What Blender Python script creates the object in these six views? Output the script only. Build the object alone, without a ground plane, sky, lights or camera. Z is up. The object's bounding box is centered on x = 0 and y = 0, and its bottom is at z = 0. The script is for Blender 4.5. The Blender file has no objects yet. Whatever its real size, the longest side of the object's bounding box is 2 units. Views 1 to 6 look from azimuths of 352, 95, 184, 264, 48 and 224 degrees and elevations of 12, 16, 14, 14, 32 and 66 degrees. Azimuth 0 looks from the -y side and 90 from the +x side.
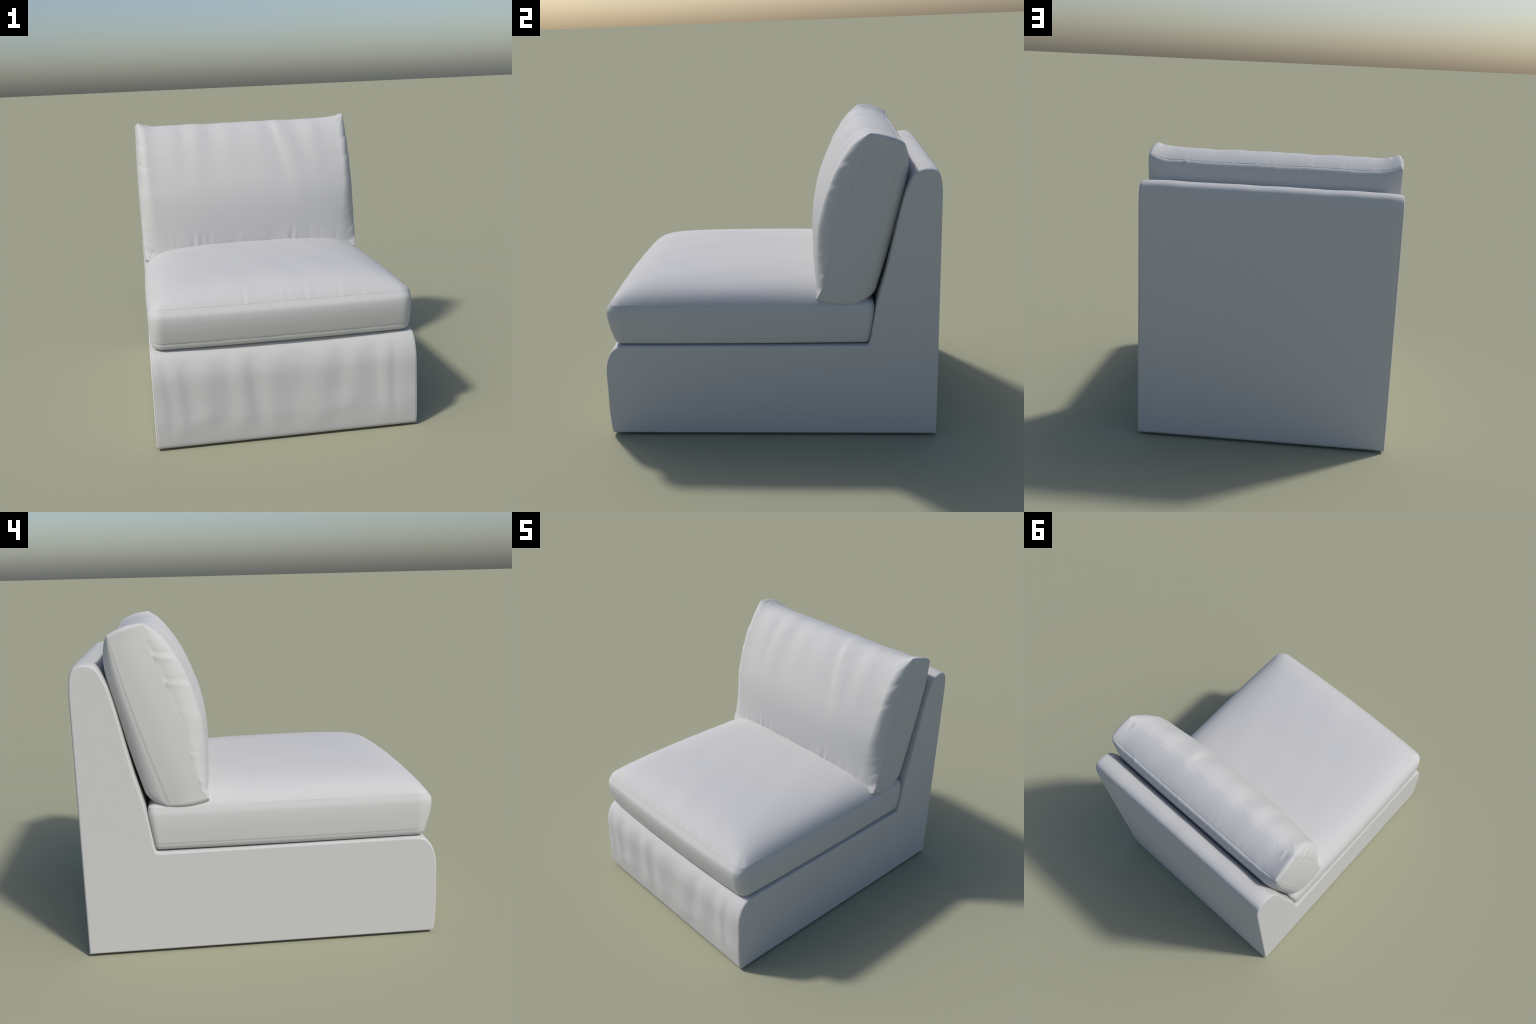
"""Armless slipcovered lounge chair: upholstered L-shaped frame, boxed seat
cushion and a leaning boxed back cushion, all in one pale plain fabric."""
import bpy
import numpy as np
from mathutils import Vector
from mathutils.geometry import tessellate_polygon

rng = np.random.default_rng(7)


# ------------------------------------------------------------------ helpers
def smooth_curve(xs, ys):
    """Monotone cubic (pchip) interpolant through control points."""
    xs, ys = np.asarray(xs, float), np.asarray(ys, float)
    h, d = np.diff(xs), np.diff(ys) / np.diff(xs)
    m = np.zeros_like(ys)
    m[0], m[-1] = d[0], d[-1]
    for i in range(1, len(xs) - 1):
        if d[i - 1] * d[i] > 0:
            w1, w2 = 2 * h[i] + h[i - 1], h[i] + 2 * h[i - 1]
            m[i] = (w1 + w2) / (w1 / d[i - 1] + w2 / d[i])

    def f(x):
        x = np.clip(np.asarray(x, float), xs[0], xs[-1])
        i = np.clip(np.searchsorted(xs, x, side="right") - 1, 0, len(h) - 1)
        t = (x - xs[i]) / h[i]
        return ((2 * t**3 - 3 * t**2 + 1) * ys[i] + (t**3 - 2 * t**2 + t) * h[i] * m[i]
                + (-2 * t**3 + 3 * t**2) * ys[i + 1] + (t**3 - t**2) * h[i] * m[i + 1])
    return f


def waves(x, seed, amp, freqs):
    """Slow irregular waviness of hand-sewn cloth."""
    r = np.random.default_rng(seed)
    out = np.zeros_like(np.asarray(x, float))
    for fr in freqs:
        out = out + r.uniform(0.5, 1) * np.sin(fr * x + r.uniform(0, 6.28))
    return amp * out / len(freqs)


def fold(p, q, a, b, width, amp, ease=0.5):
    """One soft crease or ridge along the segment a-b, in panel coordinates.
    Full height at a, fading towards b and rounding off just past a."""
    ax, ay = a
    dx, dy = b[0] - ax, b[1] - ay
    ln = np.hypot(dx, dy)
    dx, dy = dx / ln, dy / ln
    s = ((p - ax) * dx + (q - ay) * dy) / ln
    d = -(p - ax) * dy + (q - ay) * dx
    fall = np.where(s < 0, np.exp(-(s * ln / (width * 1.5)) ** 2), np.cos(np.clip(s, 0, 1) * np.pi / 2) ** (2 * ease + 0.5))
    grow = 1 + 0.7 * np.clip(s, 0, 1)
    return amp * np.exp(-(d / (width * grow)) ** 2) * fall


def make_object(name, verts, faces, material, parent=None, smooth=True):
    me = bpy.data.meshes.new(name)
    me.from_pydata([tuple(map(float, v)) for v in verts], [], [tuple(map(int, f)) for f in faces])
    me.update()
    me.polygons.foreach_set("use_smooth", [smooth] * len(me.polygons))
    me.materials.append(material)
    ob = bpy.data.objects.new(name, me)
    bpy.context.scene.collection.objects.link(ob)
    if parent is not None:
        ob.parent = parent
    return ob


def vertex_normals(verts, faces):
    f = np.asarray(faces)
    n = np.cross(verts[f[:, 2]] - verts[f[:, 0]], verts[f[:, 3]] - verts[f[:, 1]])
    out = np.zeros_like(verts)
    for k in range(4):
        np.add.at(out, f[:, k], n)
    return out / np.maximum(np.linalg.norm(out, axis=1, keepdims=True), 1e-12)


def distance_to_loop(verts, loop):
    out = np.empty(len(verts))
    n = len(loop)
    sq = (loop * loop).sum(1)
    for i in range(0, len(verts), 4000):
        p = verts[i:i + 4000]
        k = (sq[None] - 2 * p @ loop.T).argmin(1)          # nearest loop vertex
        best = np.full(len(p), 1e9)
        for a, b in ((loop[k - 1], loop[k]), (loop[k], loop[(k + 1) % n])):
            e = b - a
            t = np.clip(((p - a) * e).sum(1) / np.maximum((e * e).sum(1), 1e-12), 0, 1)
            best = np.minimum(best, np.linalg.norm(p - a - t[:, None] * e, axis=1))
        out[i:i + 4000] = best
    return out


def cord(name, loop, radius, material, parent, sides=6):
    """Thin stitched cord lying in a seam: a closed tube along the loop."""
    n = len(loop)
    t = np.roll(loop, -1, axis=0) - np.roll(loop, 1, axis=0)
    t /= np.linalg.norm(t, axis=1, keepdims=True)
    ref = loop - loop.mean(0)
    u = ref - (ref * t).sum(1, keepdims=True) * t
    u /= np.linalg.norm(u, axis=1, keepdims=True)
    w = np.cross(t, u)
    ang = np.arange(sides) * 2 * np.pi / sides
    v = (loop[:, None] + radius * (np.cos(ang)[None, :, None] * u[:, None] + np.sin(ang)[None, :, None] * w[:, None])).reshape(-1, 3)
    i, j = np.meshgrid(np.arange(n), np.arange(sides), indexing="ij")
    i2, j2 = (i + 1) % n, (j + 1) % sides
    f = np.stack([i * sides + j, i2 * sides + j, i2 * sides + j2, i * sides + j2], -1).reshape(-1, 4)
    return make_object(name, v, f, material, parent)


# ---------------------------------------------------------------- materials
def fabric(name, colour):
    m = bpy.data.materials.new(name)
    m.use_nodes = True
    nt = m.node_tree
    bsdf = nt.nodes["Principled BSDF"]
    bsdf.inputs["Roughness"].default_value = 0.85
    bsdf.inputs["Specular IOR Level"].default_value = 0.25
    co = nt.nodes.new("ShaderNodeTexCoord")
    noise = nt.nodes.new("ShaderNodeTexNoise")
    noise.inputs["Scale"].default_value = 420.0
    noise.inputs["Detail"].default_value = 2.0
    ramp = nt.nodes.new("ShaderNodeValToRGB")
    ramp.color_ramp.elements[0].position, ramp.color_ramp.elements[1].position = 0.3, 0.7
    ramp.color_ramp.elements[0].color = (*[c * 0.99 for c in colour], 1)
    ramp.color_ramp.elements[1].color = (*[c * 1.01 for c in colour], 1)
    nt.links.new(co.outputs["Object"], noise.inputs["Vector"])
    nt.links.new(noise.outputs["Fac"], ramp.inputs["Fac"])
    nt.links.new(ramp.outputs["Color"], bsdf.inputs["Base Color"])
    return m


CLOTH = fabric("pale_cotton", (0.50, 0.50, 0.50))
THREAD = fabric("seam_thread", (0.47, 0.47, 0.47))


def plain(name, colour, rough):
    m = bpy.data.materials.new(name)
    m.use_nodes = True
    b = m.node_tree.nodes["Principled BSDF"]
    b.inputs["Base Color"].default_value = (*colour, 1)
    b.inputs["Roughness"].default_value = rough
    return m


FOOT = plain("dark_foot_plastic", (0.02, 0.02, 0.02), 0.6)

# ------------------------------------------------------------ the chair base
sofa = bpy.data.objects.new("armless_sofa", None)
bpy.context.scene.collection.objects.link(sofa)
sofa["label"] = "pale grey armless slipcovered lounge chair with loose cushions"
sofa["category"] = "chair"

# ------------------------------------------------------------------- frame
HALF = 0.7745          # half width of the wrap panel at its side seams
# side profile (y, z): skirt front, deck, raked inner back, rolled top, outer back
PROFILE = np.array([
    (-0.977, 0.014), (-0.984, 0.026), (-0.987, 0.050), (-0.990, 0.10), (-0.992, 0.17), (-0.991, 0.22),
    (-0.989, 0.29), (-0.989, 0.37), (-0.988, 0.42), (-0.983, 0.460), (-0.972, 0.500), (-0.955, 0.537),
    (-0.936, 0.560), (-0.914, 0.576), (-0.885, 0.584), (-0.84, 0.587), (0.54, 0.583), (0.575, 0.583),
    (0.588, 0.586), (0.594, 0.597), (0.603, 0.640), (0.619, 0.740), (0.634, 0.828), (0.660, 0.930),
    (0.688, 1.030), (0.721, 1.180), (0.753, 1.330), (0.773, 1.415), (0.794, 1.492), (0.810, 1.532),
    (0.826, 1.566), (0.842, 1.591), (0.859, 1.606), (0.880, 1.614), (0.906, 1.618), (0.930, 1.617),
    (0.952, 1.611), (0.967, 1.600), (0.979, 1.580), (0.988, 1.545), (0.993, 1.500), (0.994, 1.415),
    (0.993, 1.10), (0.9915, 0.50), (0.990, 0.014)])
STEP = 0.0125


def resample(profile):
    """Round the profile by one corner-cutting pass on its curved runs, then
    split long edges; the sharp hem corners stay."""
    pts, n = [], len(profile)
    for i in range(n):
        a, b = profile[i - 1], profile[i]
        c = profile[(i + 1) % n]
        if b[1] < 0.02:                       # hem corners: keep
            pts.append(b)
        else:
            pts += [b + 0.22 * (a - b), b + 0.22 * (c - b)] if np.hypot(*(a - b)) < 0.2 and np.hypot(*(c - b)) < 0.2 else [b]
    pts, out = np.array(pts), []
    for i in range(len(pts)):
        a, b = pts[i], pts[(i + 1) % len(pts)]
        k = max(1, int(np.ceil(np.hypot(*(b - a)) / STEP)))
        out += [a + (b - a) * j / k for j in range(k)]
    return np.array(out)


prof = resample(PROFILE)
NP = len(prof)


def outward(profile):
    """Mitred outward offset direction of each profile point."""
    e = np.roll(profile, -1, axis=0) - profile
    e /= np.linalg.norm(e, axis=1, keepdims=True)
    ne = np.stack([-e[:, 1], e[:, 0]], 1)       # left of travel = outside (clockwise in y-z)
    nv = ne + np.roll(ne, 1, axis=0)
    nv /= np.linalg.norm(nv, axis=1, keepdims=True)
    return nv / np.maximum((nv * ne).sum(1, keepdims=True), 0.5)


pn = outward(prof)


# where the loose folds of the skirt stand proud (+) or fall back (-), across x
skirt_wave = smooth_curve(
    [-.775, -.745, -.70, -.645, -.585, -.47, -.353, -.27, -.194, -.09, .06, .21, .32, .41, .52, .595, .645, .71, .775],
    [0, .002, -.0025, .003, -.005, .006, -.005, .006, -.007, .004, -.005, .005, -.005, .004, -.006, .004, -.002, .002, 0])


def skirt_folds(x, z):
    """Loose vertical folds of the front skirt (outward positive)."""
    drift = (0.40 - z) * (0.10 * np.sin(3.2 * x + 0.7) + 0.06 * np.sin(9 * x) + .05 * np.sin(17 * x + 9 * z))
    lay = np.clip((z - 0.02) / 0.22, 0, 1) * np.clip((0.575 - z) / 0.09, 0, 1)
    d = 0.58 * skirt_wave(x + drift) * lay * lay * (3 - 2 * lay)
    # slack that pools low down, in slanting swags
    low = np.exp(-((z - 0.15) / 0.08) ** 2)
    return d + low * waves(x - 0.9 * z, 44, 0.0030, (9, 15, 24))


# x stations, closer together near the seams
edge = np.array([0, .0015, .003, .005, .008, .012, .018])
mid = np.linspace(-HALF + .026, HALF - .026, 171)
xs = np.concatenate([-HALF + edge, mid, (HALF - edge)[::-1]])
X = np.repeat(xs[:, None], NP, 1)
Y = np.repeat(prof[None, :, 0], len(xs), 0)
Z = np.repeat(prof[None, :, 1], len(xs), 0)
gap = HALF - np.abs(X)                                     # distance from the seam
puff = 1 - np.exp(-gap / 0.05)
lift = np.where(Y > 0.96, 0.0046, 0.0035) * puff
lift = np.where(Z < 0.02, 0, lift)
lift = np.where((Y < -0.80), lift * np.clip((Z - .02) / .15, 0, 1), lift)
lift += 0.0035 * np.clip((Z - 1.58) / .03, 0, 1) * puff
lift += np.clip((Z - 1.52) / .08, 0, 1) * puff * waves(X, 3, 0.0035, (9, 17, 29))
on_front = np.clip((-0.90 - Y) / 0.05, 0, 1)
lift += on_front * (1 - np.exp(-gap / 0.02)) * skirt_folds(X, Z)
groove = 0.0022 * np.exp(-(gap / 0.0022) ** 2)
lift -= np.where(Z < 0.019, 0, groove)
Y = Y + lift * pn[None, :, 0]
Z = Z + lift * pn[None, :, 1]
Y = np.clip(Y, -1.0, 1.0)
verts = np.stack([X, Y, Z], -1).reshape(-1, 3)
i, j = np.meshgrid(np.arange(len(xs) - 1), np.arange(NP), indexing="ij")
j2 = (j + 1) % NP
faces = np.stack([i * NP + j, i * NP + j2, (i + 1) * NP + j2, (i + 1) * NP + j], -1).reshape(-1, 4)
frame = make_object("frame", verts, faces, CLOTH, sofa)

# side panels: rolled rim against the seam, then the flat side
border = np.stack([Y[0], Z[0]], 1)
RIM_IN, RIM_OUT = 0.0095, 0.0095
rim = [(RIM_IN * (1 - np.cos(t)), RIM_OUT * np.sin(t)) for t in np.linspace(0, np.pi / 2, 8)] + [(0.0112, RIM_OUT)]
for side in (-1, 1):
    rings = []
    for inset, out in rim:
        swell = 0.0012 if 0 < inset < 0.009 else 0.0      # cloth rises again beside the seam
        yz = border - pn * (inset - swell * (1 - inset / 0.009))
        rings.append(np.column_stack([np.full(NP, side * (HALF + out)), yz]))
    v = np.concatenate(rings)
    f = []
    for r in range(len(rim) - 1):
        for k in range(NP):
            q = [r * NP + k, r * NP + (k + 1) % NP, (r + 1) * NP + (k + 1) % NP, (r + 1) * NP + k]
            f.append(q if side > 0 else q[::-1])
    base = (len(rim) - 1) * NP
    tris = tessellate_polygon([[Vector((p[1], p[2], 0)) for p in rings[-1]]])
    for t in tris:
        a, b, c = (rings[-1][k] for k in t)
        nx = np.cross(b - a, c - a)[0]
        if abs(nx) < 1e-12:
            continue
        t = [base + k for k in t]
        f.append(t if nx * side > 0 else t[::-1])
    panel = make_object("side_panel", v, f, CLOTH, frame)
    nrim = (len(rim) - 1) * NP
    for poly in panel.data.polygons[nrim:]:          # the flat middle
        poly.use_smooth = False
    for ed in panel.data.edges:
        if ed.vertices[0] >= base and ed.vertices[1] >= base:
            ed.use_edge_sharp = True
    path = np.column_stack([np.full(NP, side * (HALF + 0.0006)), border + pn * 0.0003])
    cord("side_seam", path, 0.0008, THREAD, frame)

# low glides, hidden behind the hem
for fx, fy in ((-0.68, -0.86), (0.68, -0.86), (-0.68, 0.88), (0.68, 0.88)):
    n = 24
    ang = np.arange(n) * 2 * np.pi / n
    ringv = [np.column_stack([fx + r * np.cos(ang), fy + r * np.sin(ang), np.full(n, z)]) for r, z in ((.030, 0.0), (.034, .003), (.034, .022))]
    v = np.concatenate(ringv)
    f = [[r * n + k, r * n + (k + 1) % n, (r + 1) * n + (k + 1) % n, (r + 1) * n + k] for r in range(2) for k in range(n)]
    f += [list(range(n))[::-1], list(range(2 * n, 3 * n))]
    make_object("foot", v, f, FOOT, frame, smooth=False)


# ---------------------------------------------------------------- cushions
def stations(half, n, edge_steps=(0, .0015, .003, .005, .008, .012, .018, .026)):
    e = np.array(edge_steps)
    t = np.linspace(-1, 1, n)
    t = 0.75 * t + 0.25 * np.sin(t * np.pi / 2)
    m = t * (half - e[-1] - half / n)
    return np.concatenate([-half + e, m, (half - e)[::-1]]) / half


def round_square(u, v, ru, rv):
    """Move the corners of the unit square onto quarter ellipses."""
    su, sv = np.sign(u), np.sign(v)
    a, b = (np.abs(u) - (1 - ru)) / ru, (np.abs(v) - (1 - rv)) / rv
    inside = (a > 0) & (b > 0)
    a2, b2 = np.where(inside, a, 0), np.where(inside, b, 0)
    na, nb = a2 * np.sqrt(1 - b2**2 / 2), b2 * np.sqrt(1 - a2**2 / 2)
    return (np.where(inside, su * (1 - ru + na * ru), u), np.where(inside, sv * (1 - rv + nb * rv), v))


def build_cushion(name, us, vs, top, bottom, band, nb, relief, parent, seam_depth=0.0016, seam_width=0.0024):
    """Closed boxed cushion. top/bottom map the (u, v) square to points, their
    borders are the two seams; band(A, B, w, u, v) runs between the seams;
    relief(points, zone) gives wrinkles along the surface normal."""
    nu, nv = len(us), len(vs)
    U, V = np.meshgrid(us, vs, indexing="ij")
    T, B = top(U, V).reshape(-1, 3), bottom(U, V).reshape(-1, 3)
    idx = np.arange(nu * nv).reshape(nu, nv)
    loop = np.concatenate([idx[:-1, 0], idx[-1, :-1], idx[:0:-1, -1], idx[0, :0:-1]])
    A, Bo = T[loop], B[loop]
    # band rows, dense next to both seams
    L = np.linalg.norm(A - Bo, axis=1).mean()
    e = np.array([.0015, .003, .005, .008, .013]) / L
    ws = np.concatenate([e, np.linspace(.022 / L, 1 - .022 / L, nb), 1 - e[::-1]])
    bu, bv = U.reshape(-1)[loop], V.reshape(-1)[loop]
    rows = [band(A, Bo, w, bu, bv) for w in ws]
    verts = np.concatenate([T, B] + rows)
    zone = np.concatenate([np.zeros(len(T)), np.ones(len(B)), np.full(len(ws) * len(loop), 2)]).astype(int)
    f = []
    q = np.stack([idx[:-1, :-1], idx[1:, :-1], idx[1:, 1:], idx[:-1, 1:]], -1).reshape(-1, 4)
    f += [q, q[:, ::-1] + nu * nv]
    ring = [loop] + [2 * nu * nv + r * len(loop) + np.arange(len(loop)) for r in range(len(ws))] + [loop + nu * nv]
    for a, b in zip(ring[:-1], ring[1:]):
        f.append(np.stack([a, b, np.roll(b, -1), np.roll(a, -1)], -1))
    faces = np.concatenate(f)
    n = vertex_normals(verts, faces)
    verts = verts + n * relief(verts, zone)[:, None]
    n = vertex_normals(verts, faces)
    # only vertices a few rows from a seam can lie in its groove
    near = np.zeros((nu, nv), bool)
    near[:10], near[-10:], near[:, :10], near[:, -10:] = True, True, True, True
    row_near = (ws * L < 0.02) | ((1 - ws) * L < 0.02)
    cand = np.flatnonzero(np.concatenate([near.ravel(), near.ravel(), np.repeat(row_near, len(loop))]))
    d = np.ones(len(verts))
    d[cand] = np.minimum(distance_to_loop(verts[cand], verts[loop]), distance_to_loop(verts[cand], verts[loop + nu * nv]))
    verts = verts - n * (seam_depth * np.exp(-(d / seam_width) ** 2))[:, None]
    ob = make_object(name, verts, faces, CLOTH, parent)
    for k, lp in enumerate((loop, loop + nu * nv)):
        cord("seam", verts[lp] + n[lp] * 0.0001, 0.0008, THREAD, ob)
    return ob


# --- seat cushion: u along x, v front (-1) to back (+1), thickness along z
SW, SF, SB, SR = 0.766, -0.942, 0.622, 0.068
seat_us, seat_vs = stations(0.76, 190), stations(0.78, 150)


def ease(t):
    t = np.clip(t, 0, 1)
    return t * t * (3 - 2 * t)


def roll(d):
    """Quarter-round rise from a seam (d = distance / roll width)."""
    d = np.clip(d, 0, 1)
    return np.sqrt(1 - (1 - d) ** 2)


def dome(u, power, root):
    """Stuffed-panel section: flat middle, turning down steeply at the seam."""
    return np.maximum(1 - np.abs(u) ** power, 0) ** root


def corner(v):                 # plan radius: soft front corners, tighter at the back
    return np.where(v < 0, SR, 0.034)


def seam_distance(a, b):
    """Distance from the rounded plan outline of the seat, inwards."""
    r = corner(b)
    qx, qy = np.abs(a) * 0.76 - (0.76 - r), np.abs(b) * 0.78 - (0.78 - r)
    return np.maximum(r - np.hypot(np.maximum(qx, 0), np.maximum(qy, 0)) - np.minimum(np.maximum(qx, qy), 0), 0)


def seat_crown(a, b):
    """Height of the stuffed top above its seam: rises at about 60 degrees,
    then flattens; d is a rounded distance from the nearest side."""
    du, dv = (1 - np.abs(a)) * 0.76 + 1e-6, (1 - np.abs(b)) * 0.78 + 1e-6
    d = (du ** -3.0 + dv ** -3.0) ** (-1 / 3)
    def rise(q, quick, l1, l2):
        return quick * (1 - np.exp(-q / l1)) + (1 - quick) * (1 - np.exp(-q / l2))
    fv = np.where(b < 0, rise(dv, .34, .045, .12), rise(dv, .35, .045, .15))
    h = 0.30 * rise(d, .35, .045, .15) + 0.70 * rise(du, .35, .045, .19) * fv
    ds = seam_distance(a, b)
    h = h * np.clip(rise(ds, .35, .045, .15) / rise(np.minimum(du, dv), .35, .045, .15), 0, 1)
    return 0.144 * h * (1 - 0.09 * (b + 0.3) ** 2)


def seat_plan(u, v, inset):
    a, b = round_square(u, v, corner(v) / 0.76, corner(v) / 0.78)
    x = a * (SW - inset + 0.007 * (1 - b**2) - 0.002 * ease(b))
    y0, y1 = SF - 0.021 * (1 - np.abs(a) ** 2.4), SB - inset * 0.5
    t = (b + 1) / 2
    return a, b, x, y0 + (y1 - y0) * t


def seat_top(u, v):
    a, b, x, y = seat_plan(u, v, 0.0)
    z = 0.834 + waves(x * 3 + y, 21, 0.0015, (3, 7)) + seat_crown(a, b)
    return np.stack([x, y, z], -1)


seat_under = smooth_curve([0, .002, .006, .013, .025, .05, 1], [0, .010, .021, .032, .038, .040, .041])


def seat_bottom(u, v):
    a, b, x, y = seat_plan(u, v, -0.006)
    y = y - 0.022 * (b + 1) / 2 + 0.006 * (1 - b) / 2
    z = 0.630 - seat_under(seam_distance(a, b))
    return np.stack([x, y, z], -1)


band_shape = smooth_curve([0, .06, .12, .19, .33, .55, .75, .92, 1], [0, .31, .66, .93, 1.0, .84, .53, .20, 0])


def seat_band(A, B, w, u, v):
    a, b = round_square(u, v, corner(v) / 0.76, corner(v) / 0.78)
    ou, ov = np.sign(a) * np.abs(a) ** 30, np.sign(b) * np.abs(b) ** 30
    ln = np.maximum(np.hypot(ou, ov), 1e-6)
    share = np.clip(ov / ln, -1, 1) ** 2
    amt = (share * np.where(ov < 0, 0.027, 0.010) + (1 - share) * 0.012) * band_shape(w)
    p = A * (1 - w) + B * w
    return p + np.stack([ou / ln * amt, ov / ln * amt, 0 * amt], -1)


def seat_relief(p, zone):
    x, y, z = p.T
    d = np.zeros(len(p))
    top = zone == 0
    dents = [(-.60, .004), (-.23, .010), (-.02, .006), (.02, .004), (.13, .008), (.19, .005), (.33, .006), (.47, .004), (.64, .003), (-.43, .003)]
    r = np.random.default_rng(5)
    for x0, a in dents:
        y0 = -0.955
        d += top * (-fold(x, y, (x0, y0), (x0 + r.uniform(-.03, .03), y0 + r.uniform(.06, .13)), .010, a * 0.55)
                    + fold(x, y, (x0 + .022, y0), (x0 + .03, y0 + .10), .012, a * 0.35))
    front = (zone == 2) * (y < -0.90)
    for x0 in np.arange(-.66, .7, .085):
        xx, s = x0 + r.uniform(-.03, .03), r.uniform(-.03, .03)
        d += front * fold(x, z, (xx, .83), (xx + s, .66), r.uniform(.012, .022), r.uniform(-.0025, .0025))
    d += top * waves(x * 2.2 + 1.3 * y, 8, 0.0012, (2, 5, 7))
    under = (zone == 1) * (y < -.80)
    d += under * waves(x, 12, 0.004, (14, 23, 37))
    return 0.28 * d


seat = build_cushion("seat_cushion", seat_us, seat_vs, seat_top, seat_bottom, seat_band, 16, seat_relief, sofa)

# --- back cushion: u along x, v bottom (-1) to top (+1), leaning against the back
BW = 0.764
back_us, back_vs = stations(0.765, 230), stations(0.50, 190)
# lean of the two seams: smooth arcs through a few points (z, y)
front_y = np.poly1d(np.polyfit([.855, .957, 1.105, 1.262, 1.392, 1.48, 1.56, 1.65, 1.73, 1.82],
                               [.286, .334, .379, .417, .455, .488, .518, .556, .582, .607], 4))
rear_y = np.poly1d(np.polyfit([.83, .929, 1.05, 1.235, 1.42, 1.603, 1.68, 1.76],
                              [.502, .528, .572, .640, .692, .740, .762, .783], 3))


def front_puff(t):             # fullest a little above the middle
    s = 2 * np.clip(t, 0, 1) ** 1.27 - 1
    return 0.150 * np.sqrt(np.maximum(1 - np.abs(s) ** np.where(s > 0, 3.3, 2.0), 0))


def front_span(u, t):         # squarer towards the top, softer shoulders low down
    flat = 0.48 + 0.38 * ease(t * 1.15)
    return flat * roll((1 - u) / (0.15 - 0.06 * ease(t * 1.2))) + (1 - flat) * dome(u, 2.2, 0.6)


def rear_puff(t):
    return (0.118 - 0.036 * t) * roll(t / .09) * roll((1 - t) / .36)


def rear_span(u, t):
    return 0.9 * roll((1 - u) / (0.08 + 0.07 * ease(t * 1.6))) + 0.1 * dome(u, 2.2, 0.6)


CORNER = 0.020


def back_half(t):              # half width: the sides swell between the corners
    return BW + 0.004 * (1 - t) + 0.011 * np.sqrt(np.clip(np.sin(np.pi * t), 0, 1))


def back_top_edge(x):          # dog-eared upper corners
    return 0.029 * np.clip((np.abs(x) - .62) / .14, 0, 1) ** 2


def back_front(u, v):
    a, b = round_square(u, v, CORNER / 0.765, CORNER / 0.5)
    t = (b + 1) / 2
    x = a * back_half(t)
    lo = 0.862 + 0.055 * ease((0.90 - np.abs(a)) / 0.45)
    hi = 1.793 + back_top_edge(x) + waves(x, 31, 0.004, (11, 19, 31))
    z = lo + (hi - lo) * t
    zs = 0.862 + (1.818 - .862) * t
    y = front_y(zs) - 0.012 * (1 - a**2) * t + waves(zs, 33, .003, (25, 41)) * np.abs(a) ** 8
    y = y - front_puff(t) * front_span(np.abs(a), t)
    y = y + 0.014 * np.clip(1 - t / .4, 0, 1) * np.clip(t / .05, 0, 1) * np.abs(a) ** 5 * roll((1 - np.abs(a)) / .1)
    return np.stack([x, y, z], -1)


def back_rear(u, v):
    a, b = round_square(u, v, CORNER / 0.765, CORNER / 0.5)
    t = (b + 1) / 2
    x = a * (back_half(t) + 0.009 * t)
    lo = 0.835 + 0.070 * ease((0.84 - np.abs(a)) / 0.40)
    hi = 1.734 + back_top_edge(x) + waves(x, 35, 0.004, (9, 15, 27))
    z = lo + (hi - lo) * t
    y = rear_y(.835 + (1.754 - .835) * t)
    y = y + rear_puff(t) * rear_span(np.abs(a), t)
    return np.stack([x, y, z], -1)


def back_band(A, B, w, u, v):
    a, b = round_square(u, v, CORNER / 0.765, CORNER / 0.5)
    ou, ov = np.sign(a) * np.abs(a) ** 40, np.sign(b) * np.abs(b) ** 40
    ln = np.maximum(np.hypot(ou, ov), 1e-6)
    hump = (4 * w * (1 - w)) ** np.where(np.abs(ov) > np.abs(ou), 0.9, 1.4)
    amt = np.where(ov > 0, 0.014, 0.014) * np.abs(ov) / ln + 0.006 * np.abs(ou) / ln
    across = B - A
    nyz = np.stack([-across[:, 2], across[:, 1]], 1)
    nyz /= np.linalg.norm(nyz, axis=1, keepdims=True)
    amt = amt * hump
    p = A * (1 - w) + B * w
    return p + np.stack([ou / ln * amt, nyz[:, 0] * ov / ln * amt, nyz[:, 1] * ov / ln * amt], -1)


hang_wave = smooth_curve([-.77, -.62, -.52, -.436, -.346, -.233, -.112, 0, .10, .195, .25, .39, .495, .60, .77],
                         [0, 0, .005, -.007, .008, -.007, .006, .001, .004, -.010, .009, -.008, .008, -.002, 0])


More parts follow.
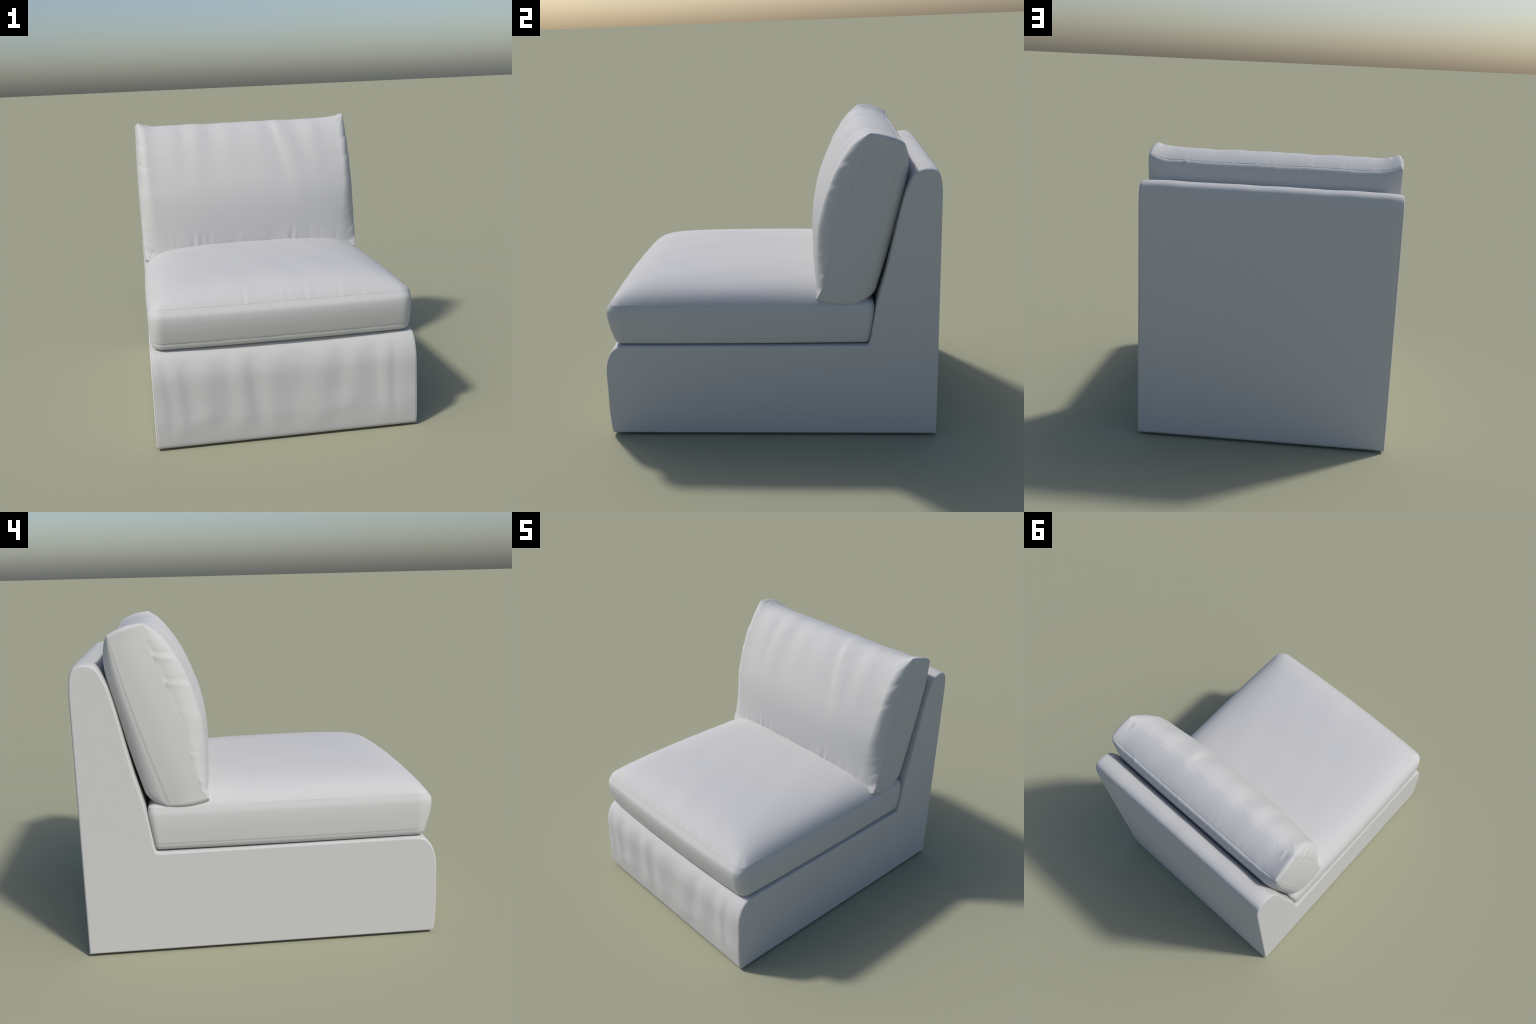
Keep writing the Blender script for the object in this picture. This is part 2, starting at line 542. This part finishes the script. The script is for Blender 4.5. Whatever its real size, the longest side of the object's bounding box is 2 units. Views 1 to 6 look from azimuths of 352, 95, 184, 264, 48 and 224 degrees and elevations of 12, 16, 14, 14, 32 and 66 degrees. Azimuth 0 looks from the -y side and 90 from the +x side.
def back_relief(p, zone):
    x, y, z = p.T
    d = np.zeros(len(p))
    front = zone == 0
    r = np.random.default_rng(11)
    # broad soft folds hanging from the top seam, leaning outwards on one side
    lean = x - 0.08 * np.clip((1.78 - z) / .4, 0, 1.6) * np.exp(-((x - .30) / .16) ** 2)
    hang = np.exp(-(np.clip(1.76 - z, 0, 2) / (.26 + .08 * np.sin(9 * x + 1))) ** 1.4) * np.clip((1.80 - z) / .05, 0.3, 1)
    d += front * 1.0 * hang * hang_wave(lean)
    d += front * (waves(x * 1.0 + .5 * z, 51, .0025, (7, 12, 19)) * waves(z + .3 * x, 52, 1.0, (6, 11)))
    d += front * fold(x, z, (.33, 1.62), (.375, 1.08), .045, .005)
    d -= front * fold(x, z, (.25, 1.62), (.28, 1.15), .045, .004)
    # short pleats above the bottom seam
    for x0, sl, w, a in ((-.60, .01, .012, -.004), (-.545, .00, .010, -.005), (-.425, .00, .012, -.007), (-.395, .00, .012, .007), (-.36, -.01, .011, -.007),
                         (-.31, .00, .012, -.008), (-.14, .0, .010, -.004), (-.075, .0, .010, .006), (.14, .0, .030, -.008),
                         (.25, .0, .012, .005), (.285, .015, .010, -.008), (.31, .02, .009, .005), (.42, .0, .02, -.005), (.50, .0, .012, -.004), (.62, .0, .014, -.004)):
        d += front * fold(x, z, (x0, .95), (x0 + sl, 1.06 + r.uniform(0, .04)), 1.15 * w, .75 * a)
    # tucks along both side seams, running inwards and slightly down
    for s, tucks in ((-1, ((1.745, .003), (1.655, .010), (1.515, .009), (1.36, .002), (1.125, .005), (.985, .007), (.92, .006))),
                     (1, ((1.74, .003), (1.660, .010), (1.530, .009), (1.40, .002), (1.150, .004), (1.01, .006), (.92, .006)))):
        for z0, a in tucks:
            sl, ln = r.uniform(-.065, -.035), r.uniform(.08, .13)
            d += front * (fold(s * x, z, (.765, z0 + .012), (.765 - ln, z0 + .012 + sl), .015, -a * .45)
                          + fold(s * x, z, (.765, z0 - .018), (.765 - ln, z0 - .018 + sl), .017, a * .45))
    # fine gathers radiating from the four corners of the front panel
    for sx in (-1, 1):
        for zc, dz in ((1.815, -1), (.865, 1)):
            for ang, a in ((20, -.003), (38, .003), (52, -.004), (70, .002)):
                c, s = np.cos(np.radians(ang)), np.sin(np.radians(ang))
                d += front * fold(sx * x, z, (.755 - .02 * c, zc + dz * .02 * s), (.755 - .13 * c, zc + dz * .13 * s), .008, a)
    # band and rear panel: small puckers at the seam
    band = (zone == 2) * (z > 1.6) * (np.abs(x) < .76)
    for x0 in np.arange(-.72, .74, .07):
        xx = x0 + r.uniform(-.03, .03)
        d += band * fold(x, y, (xx, .765), (xx, .70), .012, r.uniform(-.003, .002))
    for xx, a in ((.715, -.006), (.69, .005), (-.715, -.006), (-.69, .005), (.60, -.003), (-.62, -.003)):
        d += band * fold(x, y, (xx, .615), (xx, .69), .010, a)
    rear = zone == 1
    for x0 in np.arange(-.70, .72, .075):
        xx = x0 + r.uniform(-.03, .03)
        d += rear * fold(x, z, (xx, 1.725), (xx, 1.66), .014, r.uniform(-.003, .003))
    d += rear * fold(x, z, (.54, 1.73), (.54, 1.67), .014, .006)
    return 0.5 * d


back = build_cushion("back_cushion", back_us, back_vs, back_front, back_rear, back_band, 18, back_relief, sofa)
